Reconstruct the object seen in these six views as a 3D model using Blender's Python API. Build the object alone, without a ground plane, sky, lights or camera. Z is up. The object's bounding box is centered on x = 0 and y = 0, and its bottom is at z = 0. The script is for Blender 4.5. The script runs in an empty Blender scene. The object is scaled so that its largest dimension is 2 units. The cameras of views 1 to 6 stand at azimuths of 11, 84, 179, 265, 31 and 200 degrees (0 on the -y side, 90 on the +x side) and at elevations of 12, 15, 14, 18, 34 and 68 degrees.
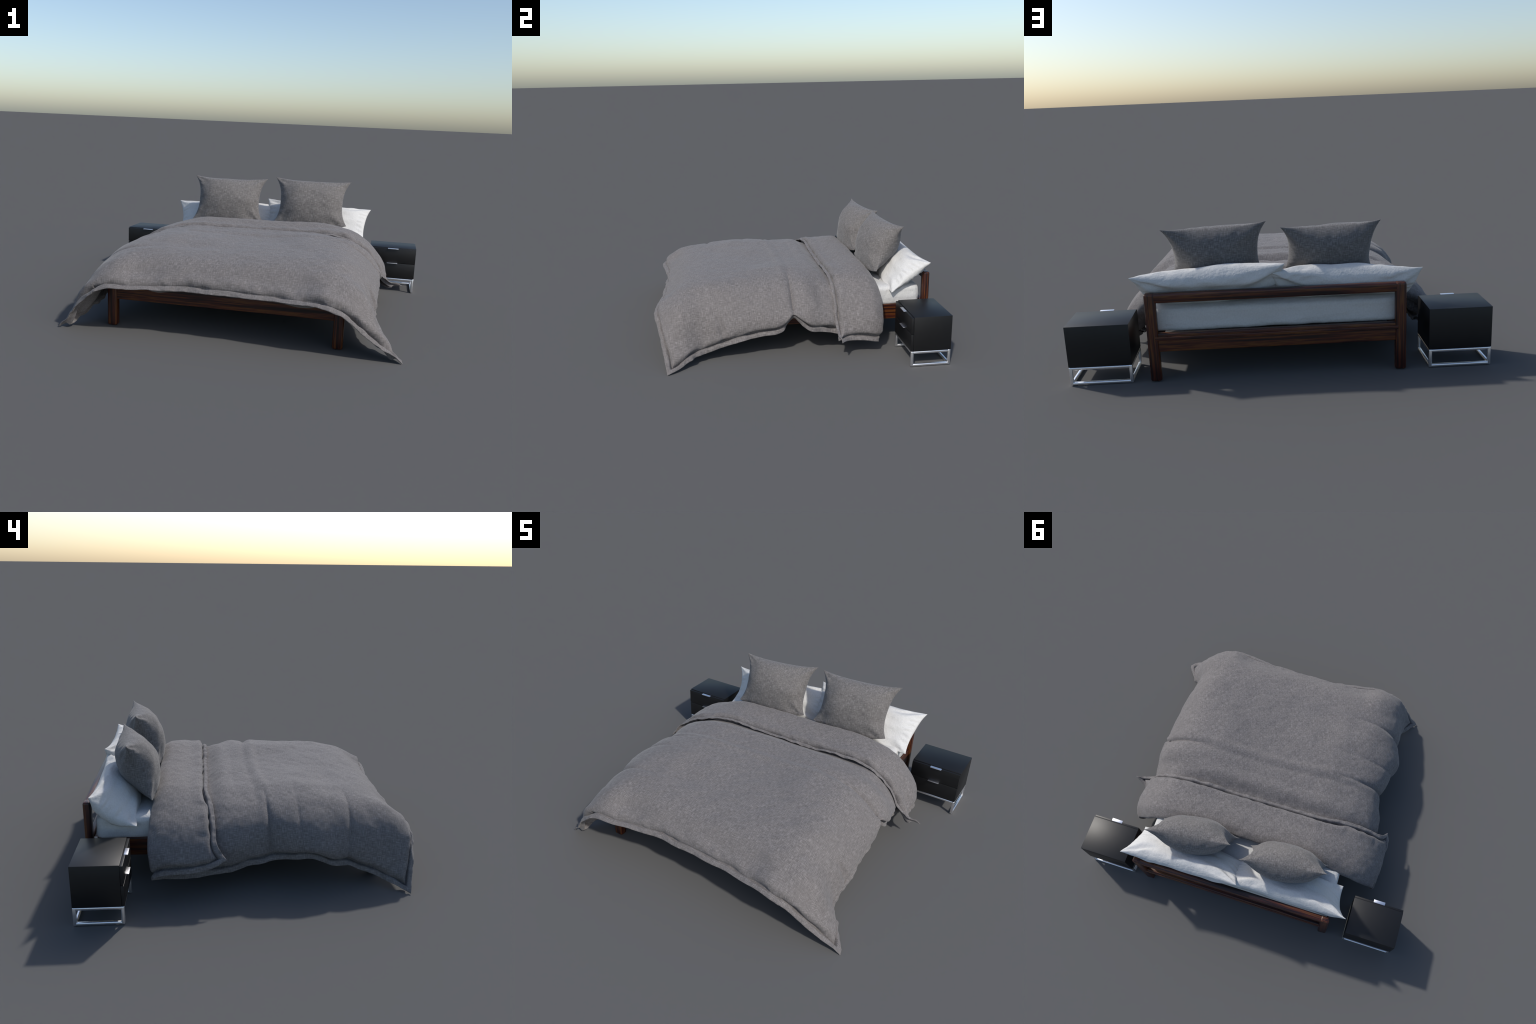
"""A double bed with a rumpled grey duvet, four pillows and two black nightstands."""
import bpy, bmesh, math
import numpy as np
from mathutils import Vector, noise

# --------------------------------------------------------------------------- helpers
def link(obj, parent=None):
    bpy.context.scene.collection.objects.link(obj)
    if parent is not None:
        obj.parent = parent
    return obj

def empty(name, loc, label, category):
    e = bpy.data.objects.new(name, None)
    e.location = loc
    e["label"], e["category"] = label, category
    return link(e)

def mesh_object(name, verts, faces, mat, parent=None, smooth=True, loc=(0, 0, 0)):
    me = bpy.data.meshes.new(name)
    me.from_pydata([tuple(v) for v in verts], [], [tuple(f) for f in faces])
    me.polygons.foreach_set("use_smooth", [smooth] * len(me.polygons))
    me.materials.append(mat)
    me.update()
    ob = bpy.data.objects.new(name, me)
    link(ob)
    if parent is not None:
        ob.parent = parent
        ob.location = Vector(loc) - parent.location
    else:
        ob.location = loc
    return ob

def rounded_box(name, lo, hi, radius, mat, parent, segments=4, axis_ends=None):
    """Box from lo to hi with rounded edges (given in world space)."""
    lo, hi = Vector(lo), Vector(hi)
    c, s = (lo + hi) / 2, hi - lo
    bm = bmesh.new()
    bmesh.ops.create_cube(bm, size=1)
    for v in bm.verts:
        v.co = Vector((v.co.x * s.x, v.co.y * s.y, v.co.z * s.z))
    if radius:
        edges = bm.edges[:]
        if axis_ends is not None:      # only round the edges that run along one axis
            edges = [e for e in edges if abs((e.verts[0].co - e.verts[1].co).normalized()[axis_ends]) > .9]
        bmesh.ops.bevel(bm, geom=edges, offset=radius, segments=segments, profile=.5, affect="EDGES")
    me = bpy.data.meshes.new(name)
    bm.to_mesh(me); bm.free()
    me.materials.append(mat)
    me.shade_smooth()
    me.set_sharp_from_angle(angle=math.radians(35))
    ob = bpy.data.objects.new(name, me)
    link(ob, parent)
    ob.location = c - (parent.location if parent else Vector())
    return ob

def fbm(p, scale, octaves=3, seed=0.0):
    v = Vector((p[0] * scale[0] + seed, p[1] * scale[1] - seed * 1.7, p[2] * scale[2] + seed * .6))
    return noise.fractal(v, 1.0, 2.0, octaves)

def smooth01(a, b, x):
    t = np.clip((np.asarray(x, float) - a) / (b - a), 0, 1)
    return t * t * (3 - 2 * t)

# --------------------------------------------------------------------------- materials
def new_mat(name):
    m = bpy.data.materials.new(name)
    m.use_nodes = True
    nt = m.node_tree
    return m, nt, nt.nodes["Principled BSDF"]

def node(nt, kind, **kw):
    n = nt.nodes.new(kind)
    for k, v in kw.items():
        setattr(n, k, v)
    return n

def stretched_noise(nt, coord, scale, detail=2.0, rough=.5, base=1.0):
    mp = node(nt, "ShaderNodeMapping")
    mp.inputs["Scale"].default_value = scale
    nz = node(nt, "ShaderNodeTexNoise")
    nz.inputs["Scale"].default_value = base
    nz.inputs["Detail"].default_value = detail
    nz.inputs["Roughness"].default_value = rough
    nt.links.new(coord, mp.inputs["Vector"])
    nt.links.new(mp.outputs[0], nz.inputs["Vector"])
    return nz.outputs[0]

def maths(nt, op, a, b=None, clamp=False):
    n = node(nt, "ShaderNodeMath", operation=op, use_clamp=clamp)
    for i, v in enumerate((a, b)):
        if v is None:
            continue
        if isinstance(v, (int, float)):
            n.inputs[i].default_value = v
        else:
            nt.links.new(v, n.inputs[i])
    return n.outputs[0]

def ramp(nt, fac, stops, interpolation="LINEAR"):
    r = node(nt, "ShaderNodeValToRGB")
    cr = r.color_ramp
    cr.interpolation = interpolation
    while len(cr.elements) < len(stops):
        cr.elements.new(.5)
    for e, (p, c) in zip(cr.elements, stops):
        e.position, e.color = p, (*c, 1)
    nt.links.new(fac, r.inputs[0])
    return r.outputs[0]

def linen(name, dark, mid, light, sheen=.15):
    """Heathered woven cloth: light and dark slubs along the three thread directions."""
    m, nt, b = new_mat(name)
    co = node(nt, "ShaderNodeTexCoord").outputs["Object"]
    long, fine = 38, 310
    # the weave is laid on along x, y and z and blended by where the cloth faces, so that the
    # threads stay straight as it drapes over an edge
    sep = node(nt, "ShaderNodeSeparateXYZ")
    nt.links.new(node(nt, "ShaderNodeNewGeometry").outputs["Normal"], sep.inputs[0])
    face = [maths(nt, "POWER", maths(nt, "ABSOLUTE", sep.outputs[k]), 4) for k in range(3)]
    total = maths(nt, "ADD", maths(nt, "ADD", face[0], face[1]), face[2])
    s = None
    for k in range(3):
        a, b_ = [q for q in range(3) if q != k]
        pair = []
        for along, across in ((a, b_), (b_, a)):
            sc = [0.0, 0.0, 0.0]
            sc[along], sc[across] = long, fine
            pair.append(stretched_noise(nt, co, sc, 2))
        weave = maths(nt, "MULTIPLY", maths(nt, "ADD", *pair), maths(nt, "DIVIDE", face[k], total))
        s = weave if s is None else maths(nt, "ADD", s, weave)
    grain = stretched_noise(nt, co, (300, 300, 300), 1)
    cloud = stretched_noise(nt, co, (9, 9, 9), 3)
    s = maths(nt, "ADD", s, maths(nt, "MULTIPLY", grain, .15))
    s = maths(nt, "ADD", s, maths(nt, "MULTIPLY", cloud, .12))
    s = maths(nt, "MULTIPLY", s, 1 / 2.27)
    col = ramp(nt, s, [(.38, dark), (.50, mid), (.62, light)])
    nt.links.new(col, b.inputs["Base Color"])
    b.inputs["Roughness"].default_value = .95
    b.inputs["Specular IOR Level"].default_value = .15
    b.inputs["Sheen Weight"].default_value = sheen
    b.inputs["Sheen Roughness"].default_value = .5
    bp = node(nt, "ShaderNodeBump")
    bp.inputs["Strength"].default_value = .15
    bp.inputs["Distance"].default_value = .002
    nt.links.new(s, bp.inputs["Height"])
    nt.links.new(bp.outputs[0], b.inputs["Normal"])
    return m

def cotton(name, colour, crumple):
    """White sheet cotton with faint crumples."""
    m, nt, b = new_mat(name)
    co = node(nt, "ShaderNodeTexCoord").outputs["Object"]
    a = stretched_noise(nt, co, (60, 60, 60), 3, .6)
    c = stretched_noise(nt, co, (14, 22, 18), 3, .55)
    h = maths(nt, "ADD", maths(nt, "MULTIPLY", a, .35), c)
    shade = stretched_noise(nt, co, (150, 150, 150), 2)
    lo = tuple(v * .93 for v in colour)
    col = ramp(nt, shade, [(.35, lo), (.6, colour)])
    nt.links.new(col, b.inputs["Base Color"])
    b.inputs["Roughness"].default_value = .9
    b.inputs["Specular IOR Level"].default_value = .2
    bp = node(nt, "ShaderNodeBump")
    bp.inputs["Strength"].default_value = crumple
    bp.inputs["Distance"].default_value = .01
    nt.links.new(h, bp.inputs["Height"])
    nt.links.new(bp.outputs[0], b.inputs["Normal"])
    return m

def rosewood(name, axis):
    """Dark red-brown lacquered wood, grain running along the given axis."""
    m, nt, b = new_mat(name)
    co = node(nt, "ShaderNodeTexCoord").outputs["Object"]
    sc = [60.0, 60.0, 60.0]; sc[axis] = 1.6
    sf = [330.0, 330.0, 330.0]; sf[axis] = 9.0
    broad = stretched_noise(nt, co, sc, 3, .6)
    fine = stretched_noise(nt, co, sf, 2, .5)
    s = maths(nt, "ADD", maths(nt, "MULTIPLY", broad, .75), maths(nt, "MULTIPLY", fine, .25))
    col = ramp(nt, s, [(.39, (.007, .004, .005)), (.455, (.030, .008, .006)),
                       (.51, (.072, .016, .008)), (.55, (.115, .046, .010)), (.59, (.055, .012, .007)), (.66, (.014, .006, .006))])
    nt.links.new(col, b.inputs["Base Color"])
    b.inputs["Roughness"].default_value = .33
    b.inputs["Specular IOR Level"].default_value = .45
    return m

def lacquer(name):
    m, nt, b = new_mat(name)
    co = node(nt, "ShaderNodeTexCoord").outputs["Object"]
    n = stretched_noise(nt, co, (70, 70, 70), 2)
    col = ramp(nt, n, [(.3, (.0045, .0045, .005)), (.7, (.0065, .0065, .007))])
    nt.links.new(col, b.inputs["Base Color"])
    b.inputs["Roughness"].default_value = .45
    b.inputs["Specular IOR Level"].default_value = .46
    return m

def chrome(name, rough, colour):
    m, nt, b = new_mat(name)
    co = node(nt, "ShaderNodeTexCoord").outputs["Object"]
    n = stretched_noise(nt, co, (40, 40, 40), 2)
    r = maths(nt, "ADD", maths(nt, "MULTIPLY", n, .08), rough)
    nt.links.new(r, b.inputs["Roughness"])
    b.inputs["Base Color"].default_value = (*colour, 1)
    b.inputs["Metallic"].default_value = 1
    return m

LINEN = linen("grey_linen", (.106, .098, .096), (.146, .1355, .133), (.218, .204, .201))
CUSHION_LINEN = linen("grey_cushion_linen", (.096, .090, .087), (.137, .129, .125), (.215, .203, .198))
COTTON = cotton("white_cotton", (.58, .575, .56), .55)
SHEET = cotton("white_sheet", (.55, .545, .53), .6)
WOOD_X, WOOD_Y, WOOD_Z = (rosewood("rosewood_" + n, i) for i, n in enumerate(("across", "along", "upright")))
BLACK = lacquer("black_lacquer")
STEEL = chrome("polished_steel", .30, (.93, .93, .95))
HANDLE = chrome("brushed_handle_metal", .34, (.86, .86, .90))

# --------------------------------------------------------------------------- bed frame
bed = empty("bed", (.014, .09, 0), "low dark rosewood double bed with white mattress", "bed")
X0, X1 = -.594, .621          # outer faces of the posts
YB, YF = .832, -.656          # back of the headboard, front of the foot legs
PW, PD = .052, .038

for x in (X0, X1 - PW):
    rounded_box("headboard_post", (x, YB - PD, 0), (x + PW, YB, .4305), .010, WOOD_Z, bed)
    rounded_box("leg", (x, YF, 0), (x + PW, YF + .045, .215), .011, WOOD_Z, bed)
rounded_box("headboard_rail", (X0 + PW - .012, YB - PD + .001, .385), (X1 - PW + .012, YB - .001, .4295), .009, WOOD_X, bed)
rounded_box("headboard_lower_rail", (X0 + PW - .004, YB - PD + .004, .146), (X1 - PW + .004, YB - .006, .236), .005, WOOD_X, bed)
rounded_box("foot_rail", (X0 + PW - .004, YF + .006, .142), (X1 - PW + .004, YF + .034, .232), .005, WOOD_X, bed)
for x in (X0 + .010, X1 - .010 - .030):
    rounded_box("side_rail", (x, YF + .03, .142), (x + .030, YB - PD + .004, .236), .005, WOOD_Y, bed)
for i in range(11):           # slats that carry the mattress
    y = YF + .10 + i * .133
    rounded_box("slat", (X0 + .038, y, .205), (X1 - .038, y + .06, .222), .003, WOOD_X, bed)

def crumpled_block(name, lo, hi, r, mat, parent, amp):
    """Soft block: rounded box on a fine grid, gently uneven."""
    lo, hi = np.array(lo, float), np.array(hi, float)
    c, h = (lo + hi) / 2, (hi - lo) / 2
    bm = bmesh.new()
    bmesh.ops.create_cube(bm, size=2)
    bmesh.ops.subdivide_edges(bm, edges=bm.edges[:], cuts=44, use_grid_fill=True)
    for v in bm.verts:
        p = np.array(v.co) * h
        core = np.clip(p, -(h - r), h - r)
        d = p - core
        n = np.linalg.norm(d)
        if n > 1e-9:
            m = np.max(np.abs(d))
            p = core + d / n * m
        w = fbm(p + c, (9, 9, 14), 3, 3.1) * amp
        p = p + (d / n if n > 1e-9 else 0) * w
        v.co = p
    me = bpy.data.meshes.new(name)
    bm.to_mesh(me); bm.free()
    me.materials.append(mat)
    me.shade_smooth()
    ob = bpy.data.objects.new(name, me)
    link(ob, parent)
    ob.location = Vector(c) - parent.location
    return ob

crumpled_block("mattress", (-.578, -.605, .222), (.605, .780, .348), .030, SHEET, bed, .004)

# --------------------------------------------------------------------------- nightstands
def nightstand(x0, x1):
    y0, y1, zb, zt, t = .600, .830, .0915, .2925, .0160
    ns = empty("nightstand", ((x0 + x1) / 2, (y0 + y1) / 2, 0),
               "black two drawer nightstand on a chrome tube frame", "nightstand")
    rounded_box("cabinet", (x0, y0 + .014, zb), (x1, y1, zt), .0015, BLACK, ns, 2)
    zm, gap = .1925, .0012
    for a, b in ((zb + .001, zm - gap), (zm + gap, zt - .0045)):
        d = rounded_box("drawer_front", (x0 + .001, y0, a), (x1 - .001, y0 + .0135, b), .0012, BLACK, ns, 2)
        xm = (x0 + x1) / 2
        h = rounded_box("handle", (xm - .034, y0 - .011, b - .0020), (xm + .034, y0 + .007, b + .0018), .0008, HANDLE, d, 2)
        h.location = Vector((xm, y0 - .002, b)) - (ns.location + d.location)
    lg = bpy.data.objects.new("leg_frame", None)
    link(lg, ns)
    e = .0004
    def bar(lo, hi):
        o = rounded_box("frame_bar", lo, hi, .0050, STEEL, lg, 3)
        o.location = (Vector(lo) + Vector(hi)) / 2 - ns.location
    za = zb - t
    for x in (x0, x1 - t):
        for y in (y0 + .002, y1 - t):
            bar((x, y, 0), (x + t, y + t, zb))
        bar((x + e, y0 + .004, za + e), (x + t - e, y1 - .002, zb - e))
        bar((x + e, y0 + .004, e), (x + t - e, y1 - .002, t - e))
    for y in (y0 + .002, y1 - t):
        bar((x0 + .002, y + e, za + e), (x1 - .002, y + t - e, zb - 2 * e))
    bar((x0 + .002, y1 - t + e, e), (x1 - .002, y1 - e, t - 2 * e))
    return ns

nightstand(.702, .9995)
nightstand(-.9995, -.702)

# --------------------------------------------------------------------------- draped sheets
def catmull(P, s, q):
    """Cubic interpolation of control values P (n, ...) at knots s for parameters q."""
    P, s, q = np.asarray(P, float), np.asarray(s, float), np.asarray(q, float)
    m = np.zeros_like(P)
    d = np.diff(P, axis=0) / np.diff(s).reshape((-1,) + (1,) * (P.ndim - 1))
    h0 = np.diff(s)[:-1].reshape((-1,) + (1,) * (P.ndim - 1))
    h1 = np.diff(s)[1:].reshape((-1,) + (1,) * (P.ndim - 1))
    m[1:-1] = (d[:-1] * h1 + d[1:] * h0) / (h0 + h1)
    m[0], m[-1] = d[0], d[-1]
    i = np.clip(np.searchsorted(s, q, side="right") - 1, 0, len(s) - 2)
    h = (s[i + 1] - s[i])
    t = (q - s[i]) / h
    sh = (-1,) + (1,) * (P.ndim - 1)
    t, h = t.reshape(sh), h.reshape(sh)
    return ((2*t**3 - 3*t**2 + 1) * P[i] + (t**3 - 2*t**2 + t) * h * m[i]
            + (-2*t**3 + 3*t**2) * P[i+1] + (t**3 - t**2) * h * m[i+1])

def arc(P):
    return np.concatenate([np.zeros((1,) + P.shape[1:-1]), np.cumsum(np.linalg.norm(np.diff(P, axis=0), axis=-1), axis=0)])

FLANGE = .030
EDGE = np.array([0, .15, .35, .55, .72, .83, .91, .96, 1.0, 1.04, 1.09, 1.16, 1.25, 1.38, 1.55, 1.8, 2.2, 2.8, 3.5])   # in flange widths

def stations(length, n, hem_a, hem_b):
    """Distances along a strip: dense rows at hemmed ends, even rows between."""
    a = EDGE * FLANGE if hem_a else np.array([0.0])
    b = length - EDGE[::-1] * FLANGE if hem_b else np.array([length])
    mid = np.linspace(a[-1], b[0], n + 2)[1:-1]
    return np.concatenate([a, mid, b])

def resample(G, n, hem_a, hem_b):
    """Resample grid G along axis 0 by arc length, column by column."""
    L = arc(G)
    out = []
    for j in range(G.shape[1]):
        q = stations(L[-1, j], n, hem_a, hem_b)
        out.append(np.stack([np.interp(q, L[:, j], G[:, j, k]) for k in range(3)], -1))
    return np.stack(out, 1)

def surface(rows, nu, nv, hems):
    """Smooth sheet through rows of control points; hems = (start, end, left, right)."""
    C = np.array(rows, float)
    ku = arc(C.transpose(1, 0, 2)).mean(1)
    kv = arc(C).mean(1)
    D = catmull(C.transpose(1, 0, 2), ku, np.linspace(0, ku[-1], 500)).transpose(1, 0, 2)
    D = catmull(D, kv, np.linspace(0, kv[-1], 500))
    D = resample(D.transpose(1, 0, 2), nu, hems[2], hems[3]).transpose(1, 0, 2)
    return resample(D, nv, hems[0], hems[1])

def normals(G):
    du, dv = np.gradient(G, axis=1), np.gradient(G, axis=0)
    n = np.cross(du, dv)
    return n / np.maximum(np.linalg.norm(n, axis=-1, keepdims=True), 1e-9)

def hem_distance(G, hems):
    big = np.full(G.shape[:2], 9.0)
    Lv, Lu = arc(G), arc(G.transpose(1, 0, 2)).T
    for on, d in zip(hems, (Lv, Lv[-1:] - Lv, Lu, Lu[:, -1:] - Lu)):
        if on:
            big = np.minimum(big, d)
    return big

def noise_grid(G, scale, octaves, seed):
    return np.array([fbm(p, scale, octaves, seed) for p in G.reshape(-1, 3)]).reshape(G.shape[:2])

def padded_sheet(name, rows, nu, nv, hems, thick, creases, mat, parent, seed, flip=1.0, warp=None):
    G = surface(rows, nu, nv, hems)
    if warp is not None:
        G = warp(G, hem_distance(G, hems))
    N = normals(G) * flip
    d = hem_distance(G, hems)
    # relief of the top side: creases, rumples, the stitched groove inside the border
    h = np.zeros(G.shape[:2])
    body = smooth01(FLANGE, FLANGE * 2.2, d)
    for c in creases(G):
        h += c * body
    h += .0048 * noise_grid(G, (4.5, 6.5, 5), 2, seed) * body
    h += .0022 * noise_grid(G, (16, 22, 18), 2, seed + 4) * body
    lump = noise_grid(G, (13, 13, 13), 2, seed + 9)
    foot = (G[..., 1] < -.70) * (np.abs(G[..., 0]) < .55)
    depth = np.clip(.023 + .022 * lump, .008, .036) * np.where(foot, .55, 1.0)
    slot = np.clip(.0016 + .007 * lump, .0004, .0045)          # places where the seam gapes
    gap = np.clip(np.abs(d - FLANGE) - slot, 0, None)
    roll = np.where(d > FLANGE, .026, .009)                # the padding rolls over, the border hardly
    h -= depth * (1 - np.sqrt(1 - (1 - np.clip(gap / roll, 0, 1)) ** 2))
    h += (.007 + .008 * lump) * np.exp(-((d - FLANGE * 2.0) / (FLANGE * .75)) ** 2)
    ripple = noise_grid(G, (17, 17, 17), 2, seed + 14)
    h += np.where(foot, .006, .012) * ripple * (1 - smooth01(0, FLANGE * 1.1, d))
    top = G + N * h[..., None]
    edge = np.minimum(d, .999 * FLANGE)
    t = .0030 + .0045 * np.sqrt(np.clip(1 - (1 - edge / (FLANGE * .5)).clip(0, 1) ** 2, 0, 1)) \
        + thick * smooth01(FLANGE * .9, FLANGE + .07, d)
    t = t + .050 * smooth01(FLANGE * .9, FLANGE + .030, d) * np.exp(-((G[..., 1] + .725) / .06) ** 2) * smooth01(.56, .40, np.abs(G[..., 0] - .08))
    low = G + N * (np.minimum(h, .02) - t)[..., None]
    low[..., 2] -= .026 * smooth01(FLANGE * .9, FLANGE + .02, d) * np.exp(-((G[..., 1] + .74) / .05) ** 2) * smooth01(.56, .40, np.abs(G[..., 0] - .12))
    low[..., 2] = np.maximum(low[..., 2], .001)
    top[..., 2] = np.maximum(top[..., 2], .003)
    nv_, nu_ = d.shape
    nn = nv_ * nu_
    idx = np.arange(nn).reshape(nv_, nu_)
    V = np.concatenate([top.reshape(-1, 3), low.reshape(-1, 3)])
    a, b, c_, e = idx[:-1, :-1].ravel(), idx[:-1, 1:].ravel(), idx[1:, 1:].ravel(), idx[1:, :-1].ravel()
    F1 = np.stack([a, b, c_, e], 1)
    F2 = np.stack([e, c_, b, a], 1) + nn
    ring = np.concatenate([idx[0, :], idx[1:, -1], idx[-1, -2::-1], idx[-2:0:-1, 0]])
    nxt = np.roll(ring, -1)
    F3 = np.stack([nxt, ring, ring + nn, nxt + nn], 1)
    F = np.concatenate([F1, F2, F3])
    if flip < 0:
        F = F[:, ::-1]
    dd = np.concatenate([d.ravel(), d.ravel()])
    is_border = dd[F].max(1) < FLANGE * 1.02
    def part(nm, mask):
        f = F[mask]
        used, inv = np.unique(f, return_inverse=True)
        return mesh_object(nm, V[used], inv.reshape(-1, 4).tolist(), mat, parent)
    part(name, ~is_border)
    part("hem_border", is_border)

def section(y, zc, right, left, yr=None, yl=None):
    """Cross-section of the duvet at length y.  Each side: height at x=.2 and x=.4,
    then (x, z) of shoulder, upper flank, widest bulge and hem; yr / yl give the y of
    those last four where the cloth slews."""
    def side(spec, sgn, ys):
        ys = ys or (y, y, y, y)
        pts = [(sgn * .2, y, spec[0]), (sgn * .4, y, spec[1])]
        pts += [(sgn * x, yy, z) for (x, z), yy in zip(spec[2:], ys)]
        return pts
    return side(left, -1, yl)[::-1] + [(0, y, zc)] + side(right, 1, yr)

duvet = empty("duvet", (0, 0, 0), "rumpled grey linen duvet draped over bed, top folded back", "duvet")

foot_hem = [(-.813, -.764, .004), (-.735, -.792, .085), (-.665, -.812, .160), (-.55, -.827, .234), (-.40, -.812, .247),
            (-.20, -.782, .250), (0, -.784, .251), (.20, -.786, .250), (.38, -.808, .251), (.53, -.828, .245),
            (.63, -.812, .205), (.75, -.782, .105), (.908, -.748, .004)]
main_rows = [
    foot_hem,
    section(-.740, .308, (.306, .305, (.555, .300), (.660, .245), (.772, .142), (.876, .010)),
            (.305, .300, (.550, .290), (.660, .220), (.727, .115), (.766, .022)),
            (-.770, -.768, -.735, -.690), (-.785, -.780, -.750, -.700)),
    section(-.660, .372, (.372, .372, (.565, .352), (.690, .300), (.772, .176), (.832, .026)),
            (.370, .365, (.555, .345), (.660, .265), (.712, .145), (.720, .035)),
            (-.675, -.672, -.655, -.630), (-.695, -.690, -.665, -.630)),
    section(-.560, .397, (.399, .402, (.580, .380), (.690, .300), (.742, .178), (.766, .040)),
            (.398, .397, (.555, .372), (.665, .295), (.712, .185), (.695, .075)),
            None, (-.57, -.57, -.56, -.54)),
    section(-.430, .408, (.411, .418, (.600, .392), (.706, .300), (.760, .190), (.750, .075)),
            (.408, .408, (.570, .386), (.685, .305), (.732, .195), (.685, .108))),
    section(-.330, .416, (.418, .424, (.605, .394), (.712, .310), (.770, .205), (.748, .102)),
            (.422, .424, (.575, .388), (.700, .310), (.755, .205), (.690, .140))),
    section(-.220, .416, (.420, .431, (.607, .396), (.715, .315), (.771, .220), (.744, .130)),
            (.428, .428, (.575, .388), (.690, .318), (.727, .220), (.678, .148))),
    section(-.100, .418, (.425, .438, (.607, .402), (.716, .320), (.772, .225), (.736, .155)),
            (.424, .424, (.570, .388), (.670, .320), (.698, .230), (.670, .132))),
    section(-.015, .425, (.430, .438, (.606, .400), (.716, .322), (.770, .240), (.732, .200)),
            (.423, .418, (.560, .380), (.665, .312), (.700, .230), (.680, .118))),
    section(.080, .424, (.426, .432, (.606, .402), (.724, .325), (.782, .222), (.742, .155)),
            (.421, .414, (.570, .378), (.680, .315), (.728, .220), (.690, .098))),
    section(.150, .424, (.426, .428, (.595, .378), (.705, .302), (.765, .208), (.738, .135)),
            (.422, .416, (.565, .374), (.680, .305), (.735, .208), (.700, .085))),
    section(.210, .389, (.391, .394, (.600, .364), (.705, .285), (.750, .200), (.735, .118)),
            (.389, .385, (.560, .350), (.680, .285), (.735, .200), (.712, .080))),
    section(.340, .375, (.378, .375, (.605, .356), (.695, .275), (.740, .190), (.745, .095)),
            (.375, .370, (.575, .356), (.675, .280), (.745, .190), (.735, .078))),
    section(.470, .372, (.372, .368, (.600, .350), (.680, .265), (.722, .180), (.735, .085)),
            (.370, .365, (.572, .350), (.665, .270), (.740, .180), (.745, .085))),
]

def main_creases(G):
    x, y, z = G[..., 0], G[..., 1], G[..., 2]
    side_r, side_l = smooth01(.40, .72, x), smooth01(.30, .66, -x)
    top = 1 - smooth01(.45, .68, np.abs(x))
    def cusp(c, w):
        return np.exp(-np.abs(y - c) / w)
    out = []
    # fold that runs right across the bed; it swings a little towards the head on the left
    line = -.022 + .018 * np.sin(3 * x + .6) - .03 * x * (x > 0)
    out.append(-.005 * np.exp(-((y - line - .012) / .020) ** 2) * top)
    out.append(.006 * np.exp(-((y - line + .035) / .025) ** 2) * top)
    # deep tuck down the right flank and softer ones beside it
    out.append(-.028 * cusp(-.022 + .02 * (z - .2), .010) * side_r)
    out.append(-.016 * np.exp(-((y + .44 + .25 * (z - .2)) / .020) ** 2) * side_r * smooth01(.33, .2, z))
    # puckers of the left flank
    out.append(-.028 * cusp(-.075 + .05 * (z - .3), .018) * side_l)
    out.append(-.008 * cusp(-.225, .016) * side_l)
    out.append(-.020 * cusp(-.475 - .1 * (z - .25), .022) * side_l)
    return out

SEAM = int(np.argmin(np.abs(EDGE - 1)))

def hang_border(G, left, right):
    """Lets the side borders hang straight down from their seam."""
    G = G.copy()
    for cols, seam, sgn, strength in ((range(SEAM), SEAM, -1, left), (range(-1, -SEAM - 1, -1), -SEAM - 1, 1, right)):
        strength = strength[:, None]
        base = G[:, seam].copy()
        for c in cols:
            k = c if c >= 0 else -c - 1
            old = G[:, c] - base
            L = np.linalg.norm(old, axis=-1, keepdims=True)
            new = old / np.maximum(L, 1e-9) * (1 - strength) + np.array([sgn * .30, 0, -.95]) * strength
            new /= np.linalg.norm(new, axis=-1, keepdims=True)
            G[:, c] = base + new * FLANGE * (1 - EDGE[k])
    return G

def main_warp(G, d):
    """Gathers the hem: a sharp notch under the right-hand tuck, lobes beside it, scallops elsewhere."""
    G = G.copy()
    x, y, z = G[..., 0], G[..., 1], G[..., 2]
    near = smooth01(.16, .0, d)
    right = (x > .6) * near
    left = (x < -.6) * near
    lift = right * (.026 * np.exp(-((y + .022) / .032) ** 2) - .014 * np.exp(-((y + .10) / .05) ** 2) - .004 * np.exp(-((y - .07) / .05) ** 2))
    lift += left * (.012 * np.exp(-((y + .475) / .035) ** 2) + .014 * np.exp(-((y + .285) / .05) ** 2) - .010 * np.exp(-((y + .385) / .05) ** 2))
    lift += .010 * (right + left)
    fade = smooth01(-.74, -.66, y)
    G[..., 2] = z + lift * fade + .0035 * np.sin(y * 31 + 2 * np.sin(y * 9)) * (right + left) * fade
    G[..., 1] = y + .006 * np.sin(x * 21 + 1) * np.sin(x * 9) * smooth01(.10, 0, d) * (np.abs(x) < .6) * (y < -.5)
    yl, yr = G[:, SEAM, 1], G[:, -SEAM - 1, 1]
    tuck = 1 - .9 * np.exp(-((yr + .01) / .06) ** 2)       # the border is drawn in under the tuck
    return hang_border(G, .85 * smooth01(-.70, -.58, yl), .85 * smooth01(-.70, -.58, yr) * tuck)

padded_sheet("duvet_panel", main_rows, 300, 250, (True, False, True, True), .050, main_creases, LINEN, duvet, 2.3, warp=main_warp)

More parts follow.
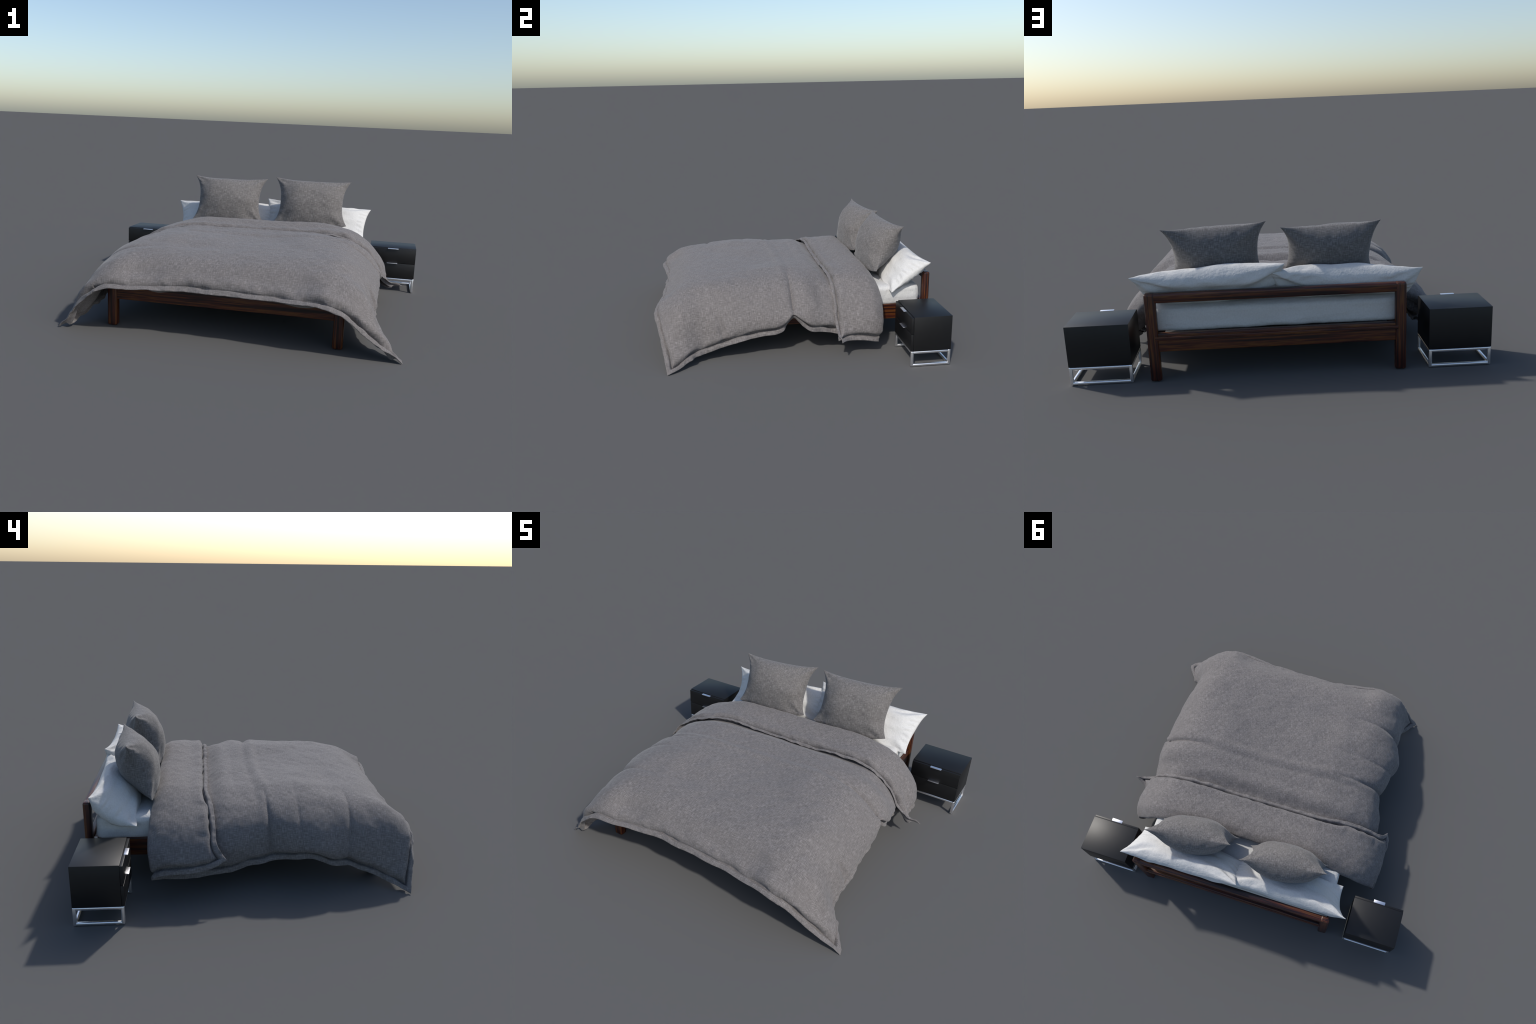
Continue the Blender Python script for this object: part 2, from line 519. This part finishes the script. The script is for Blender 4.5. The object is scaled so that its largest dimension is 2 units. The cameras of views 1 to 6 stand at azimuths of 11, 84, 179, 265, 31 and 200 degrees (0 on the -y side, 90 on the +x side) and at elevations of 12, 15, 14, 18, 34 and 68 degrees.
fold_rows = [
    section(.222, .397, (.398, .411, (.575, .385), (.700, .305), (.795, .180), (.912, .132)),
            (.398, .405, (.55, .380), (.685, .322), (.768, .258), (.800, .206)),
            (.226, .225, .222, .237), (.198, .190, .180, .140)),
    section(.262, .412, (.414, .424, (.585, .396), (.712, .310), (.795, .185), (.848, .108)),
            (.412, .412, (.555, .386), (.695, .325), (.792, .235), (.822, .175)),
            (.265, .265, .262, .268), (.250, .245, .235, .205)),
    section(.325, .425, (.427, .434, (.600, .404), (.725, .312), (.797, .195), (.808, .100)),
            (.425, .422, (.56, .390), (.705, .325), (.795, .225), (.815, .150)),
            None, (.32, .315, .305, .285)),
    section(.405, .439, (.442, .446, (.615, .404), (.733, .308), (.802, .198), (.798, .092)),
            (.439, .428, (.555, .394), (.705, .320), (.797, .215), (.806, .140))),
    section(.462, .434, (.437, .438, (.620, .388), (.730, .295), (.795, .188), (.790, .080)),
            (.434, .424, (.55, .382), (.700, .308), (.790, .205), (.796, .128)),
            (.470, .475, .465, .455), (.475, .475, .470, .460)),
    section(.497, .405, (.408, .402, (.610, .350), (.700, .268), (.765, .178), (.772, .074)),
            (.405, .392, (.545, .348), (.685, .278), (.785, .195), (.790, .110)),
            (.520, .525, .510, .480), (.515, .515, .505, .490)),
    section(.480, .362, (.364, .360, (.580, .312), (.655, .245), (.715, .178), (.735, .095)),
            (.362, .352, (.535, .312), (.655, .255), (.755, .185), (.765, .098)),
            (.500, .505, .490, .470), (.500, .500, .490, .480)),
    section(.400, .350, (.352, .348, (.560, .302), (.635, .240), (.690, .175), (.715, .095)),
            (.350, .342, (.525, .302), (.635, .250), (.735, .180), (.750, .095))),
]

def fold_creases(G):
    x, y, z = G[..., 0], G[..., 1], G[..., 2]
    out = [-.010 * np.exp(-((y - .30 - .25 * (z - .2)) / .014) ** 2) * smooth01(.55, .72, x) * smooth01(.27, .17, z),
           -.008 * np.exp(-((x + .70 - .6 * (y - .25)) / .03) ** 2) * smooth01(.33, .24, z)]
    return out

def fold_warp(G, d):
    row = np.arange(G.shape[0])
    w = .8 * smooth01(14, 30, row)
    return hang_border(G, w, w)

padded_sheet("duvet_fold", fold_rows, 300, 110, (True, False, True, True), .012, fold_creases, LINEN, duvet, 7.7, warp=fold_warp)

# --------------------------------------------------------------------------- pillows
def pillow(name, corners, puff, mat, label, category, seed, waist=(.10, .05, .0), bend=None, n=96, full=.62, wrinkle=1.0):
    """Stuffed pillow case.  corners: top left, top right, bottom right, bottom left seen
    from the front; puff: how far front and back swell; waist: how far the side, top and
    bottom seams pull in between the corners."""
    tl, tr, br, bl = (np.array(c, float) for c in corners)
    c0 = (tl + tr + br + bl) / 4
    t = np.linspace(-1, 1, n)
    t = np.sign(t) * (1 - (1 - np.abs(t)) ** 1.3)
    U, W = np.meshgrid(t, t)
    hug = lambda q: 1 - np.abs(q) ** 2.6
    Us = U * (1 - waist[0] * hug(W) * U ** 2)
    Ws = W * (1 - np.where(W > 0, waist[1], waist[2]) * hug(U) * W ** 2)
    a, b = ((Us + 1) / 2)[..., None], ((Ws + 1) / 2)[..., None]
    P = (1 - b) * ((1 - a) * bl + a * br) + b * ((1 - a) * tl + a * tr)
    ex, ey = (tr + br - tl - bl) / 2, (tl + tr - bl - br) / 2
    nrm = np.cross(ex, ey); nrm /= np.linalg.norm(nrm)     # points to the front
    if bend is not None:
        P = P + bend(U, W)
    dome = ((1 - U ** 2) * (1 - W ** 2)).clip(0) ** full * (1 - .35 * np.abs(U * W) ** 2)
    seam = np.minimum(1 - np.abs(U), 1 - np.abs(W))
    ang = np.arctan2(1.04 - np.abs(W), 1.04 - np.abs(U))
    rad = np.hypot(1.04 - np.abs(W), 1.04 - np.abs(U))
    quarter = np.sign(U) * 1.3 + np.sign(W) * 2.6
    sides = []
    for s, sw in ((1, puff[0]), (-1, puff[1])):
        r = np.array([fbm((u, w, s * 3 + seed), (1.5, 1.5, 1), 2, seed) for u, w in zip(U.ravel(), W.ravel())]).reshape(U.shape)
        # pleats fanning out of the corners, puckers along the seams
        fan = np.sin(ang * 8 + quarter + seed + r) * np.exp(-((rad - .42) / .26) ** 2)
        run = np.where(np.abs(U) > np.abs(W), W, U)
        puck = np.sin(run * 21 + 5 * r + seed) * np.exp(-((seam - .09) / .08) ** 2)
        d = sw * dome + wrinkle * (dome ** .5) * (.007 * r + .004 * fan + .0018 * puck)
        d = np.where(seam > 0, np.maximum(d, .0015), 0)
        sides.append(P + nrm * (s * d)[..., None])
    F, B = sides
    V = np.concatenate([F.reshape(-1, 3), B.reshape(-1, 3)])
    idx = np.arange(n * n).reshape(n, n)
    rim = np.zeros((n, n), bool); rim[0] = rim[-1] = True; rim[:, 0] = rim[:, -1] = True
    back = np.where(rim, idx, idx + n * n)
    def quads(i):
        return np.stack([i[:-1, :-1].ravel(), i[:-1, 1:].ravel(), i[1:, 1:].ravel(), i[1:, :-1].ravel()], 1)
    faces = np.concatenate([quads(idx), quads(back)[:, ::-1]])
    used, inv = np.unique(faces, return_inverse=True)
    base = np.array([c0[0], c0[1], V[:, 2].min()])
    ob = mesh_object(name, V[used] - base, inv.reshape(-1, 4).tolist(), mat, None, loc=base)
    ob["label"], ob["category"] = label, category
    return ob

white = "plump white cotton pillow leaning on the headboard"
grey = "square grey linen cushion standing on the bed"

def slump(U, W, sag=0.0):
    o = np.zeros(U.shape + (3,))
    o[..., 1] = -.018 * (1 - U ** 2) * (1 - W ** 2)
    o[..., 2] = .006 * (1 - U ** 2) * W
    w = sag * (1 - W ** 2) * np.clip(-U, 0, 1) ** 3          # the outer side slides off the mattress
    o[..., 1] += w
    o[..., 2] -= w
    return o

pillow("pillow", [(-.035, .798, .539), (.684, .811, .507), (.655, .588, .325), (-.03, .625, .345)], (.062, .085), COTTON, white,
       "pillow", 1.2, (.055, .20, -.05), slump, full=.42, wrinkle=2.2)
pillow("pillow", [(-.679, .785, .487), (.040, .795, .500), (.045, .615, .345), (-.62, .574, .312)], (.062, .085), COTTON, white,
       "pillow", 5.6, (.055, .20, -.05), lambda U, W: slump(U, W, .032), full=.42, wrinkle=2.2)
pillow("cushion", [(.042, .626, .709), (.544, .687, .699), (.537, .526, .425), (.055, .505, .415)], (.096, .120), CUSHION_LINEN, grey,
       "cushion", 2.9, (.17, .12, -.20), wrinkle=1.7)
pillow("cushion", [(-.514, .618, .689), (-.022, .686, .686), (-.02, .525, .415), (-.50, .505, .400)], (.096, .120), CUSHION_LINEN, grey,
       "cushion", 8.3, (.17, .12, -.20), wrinkle=1.7)
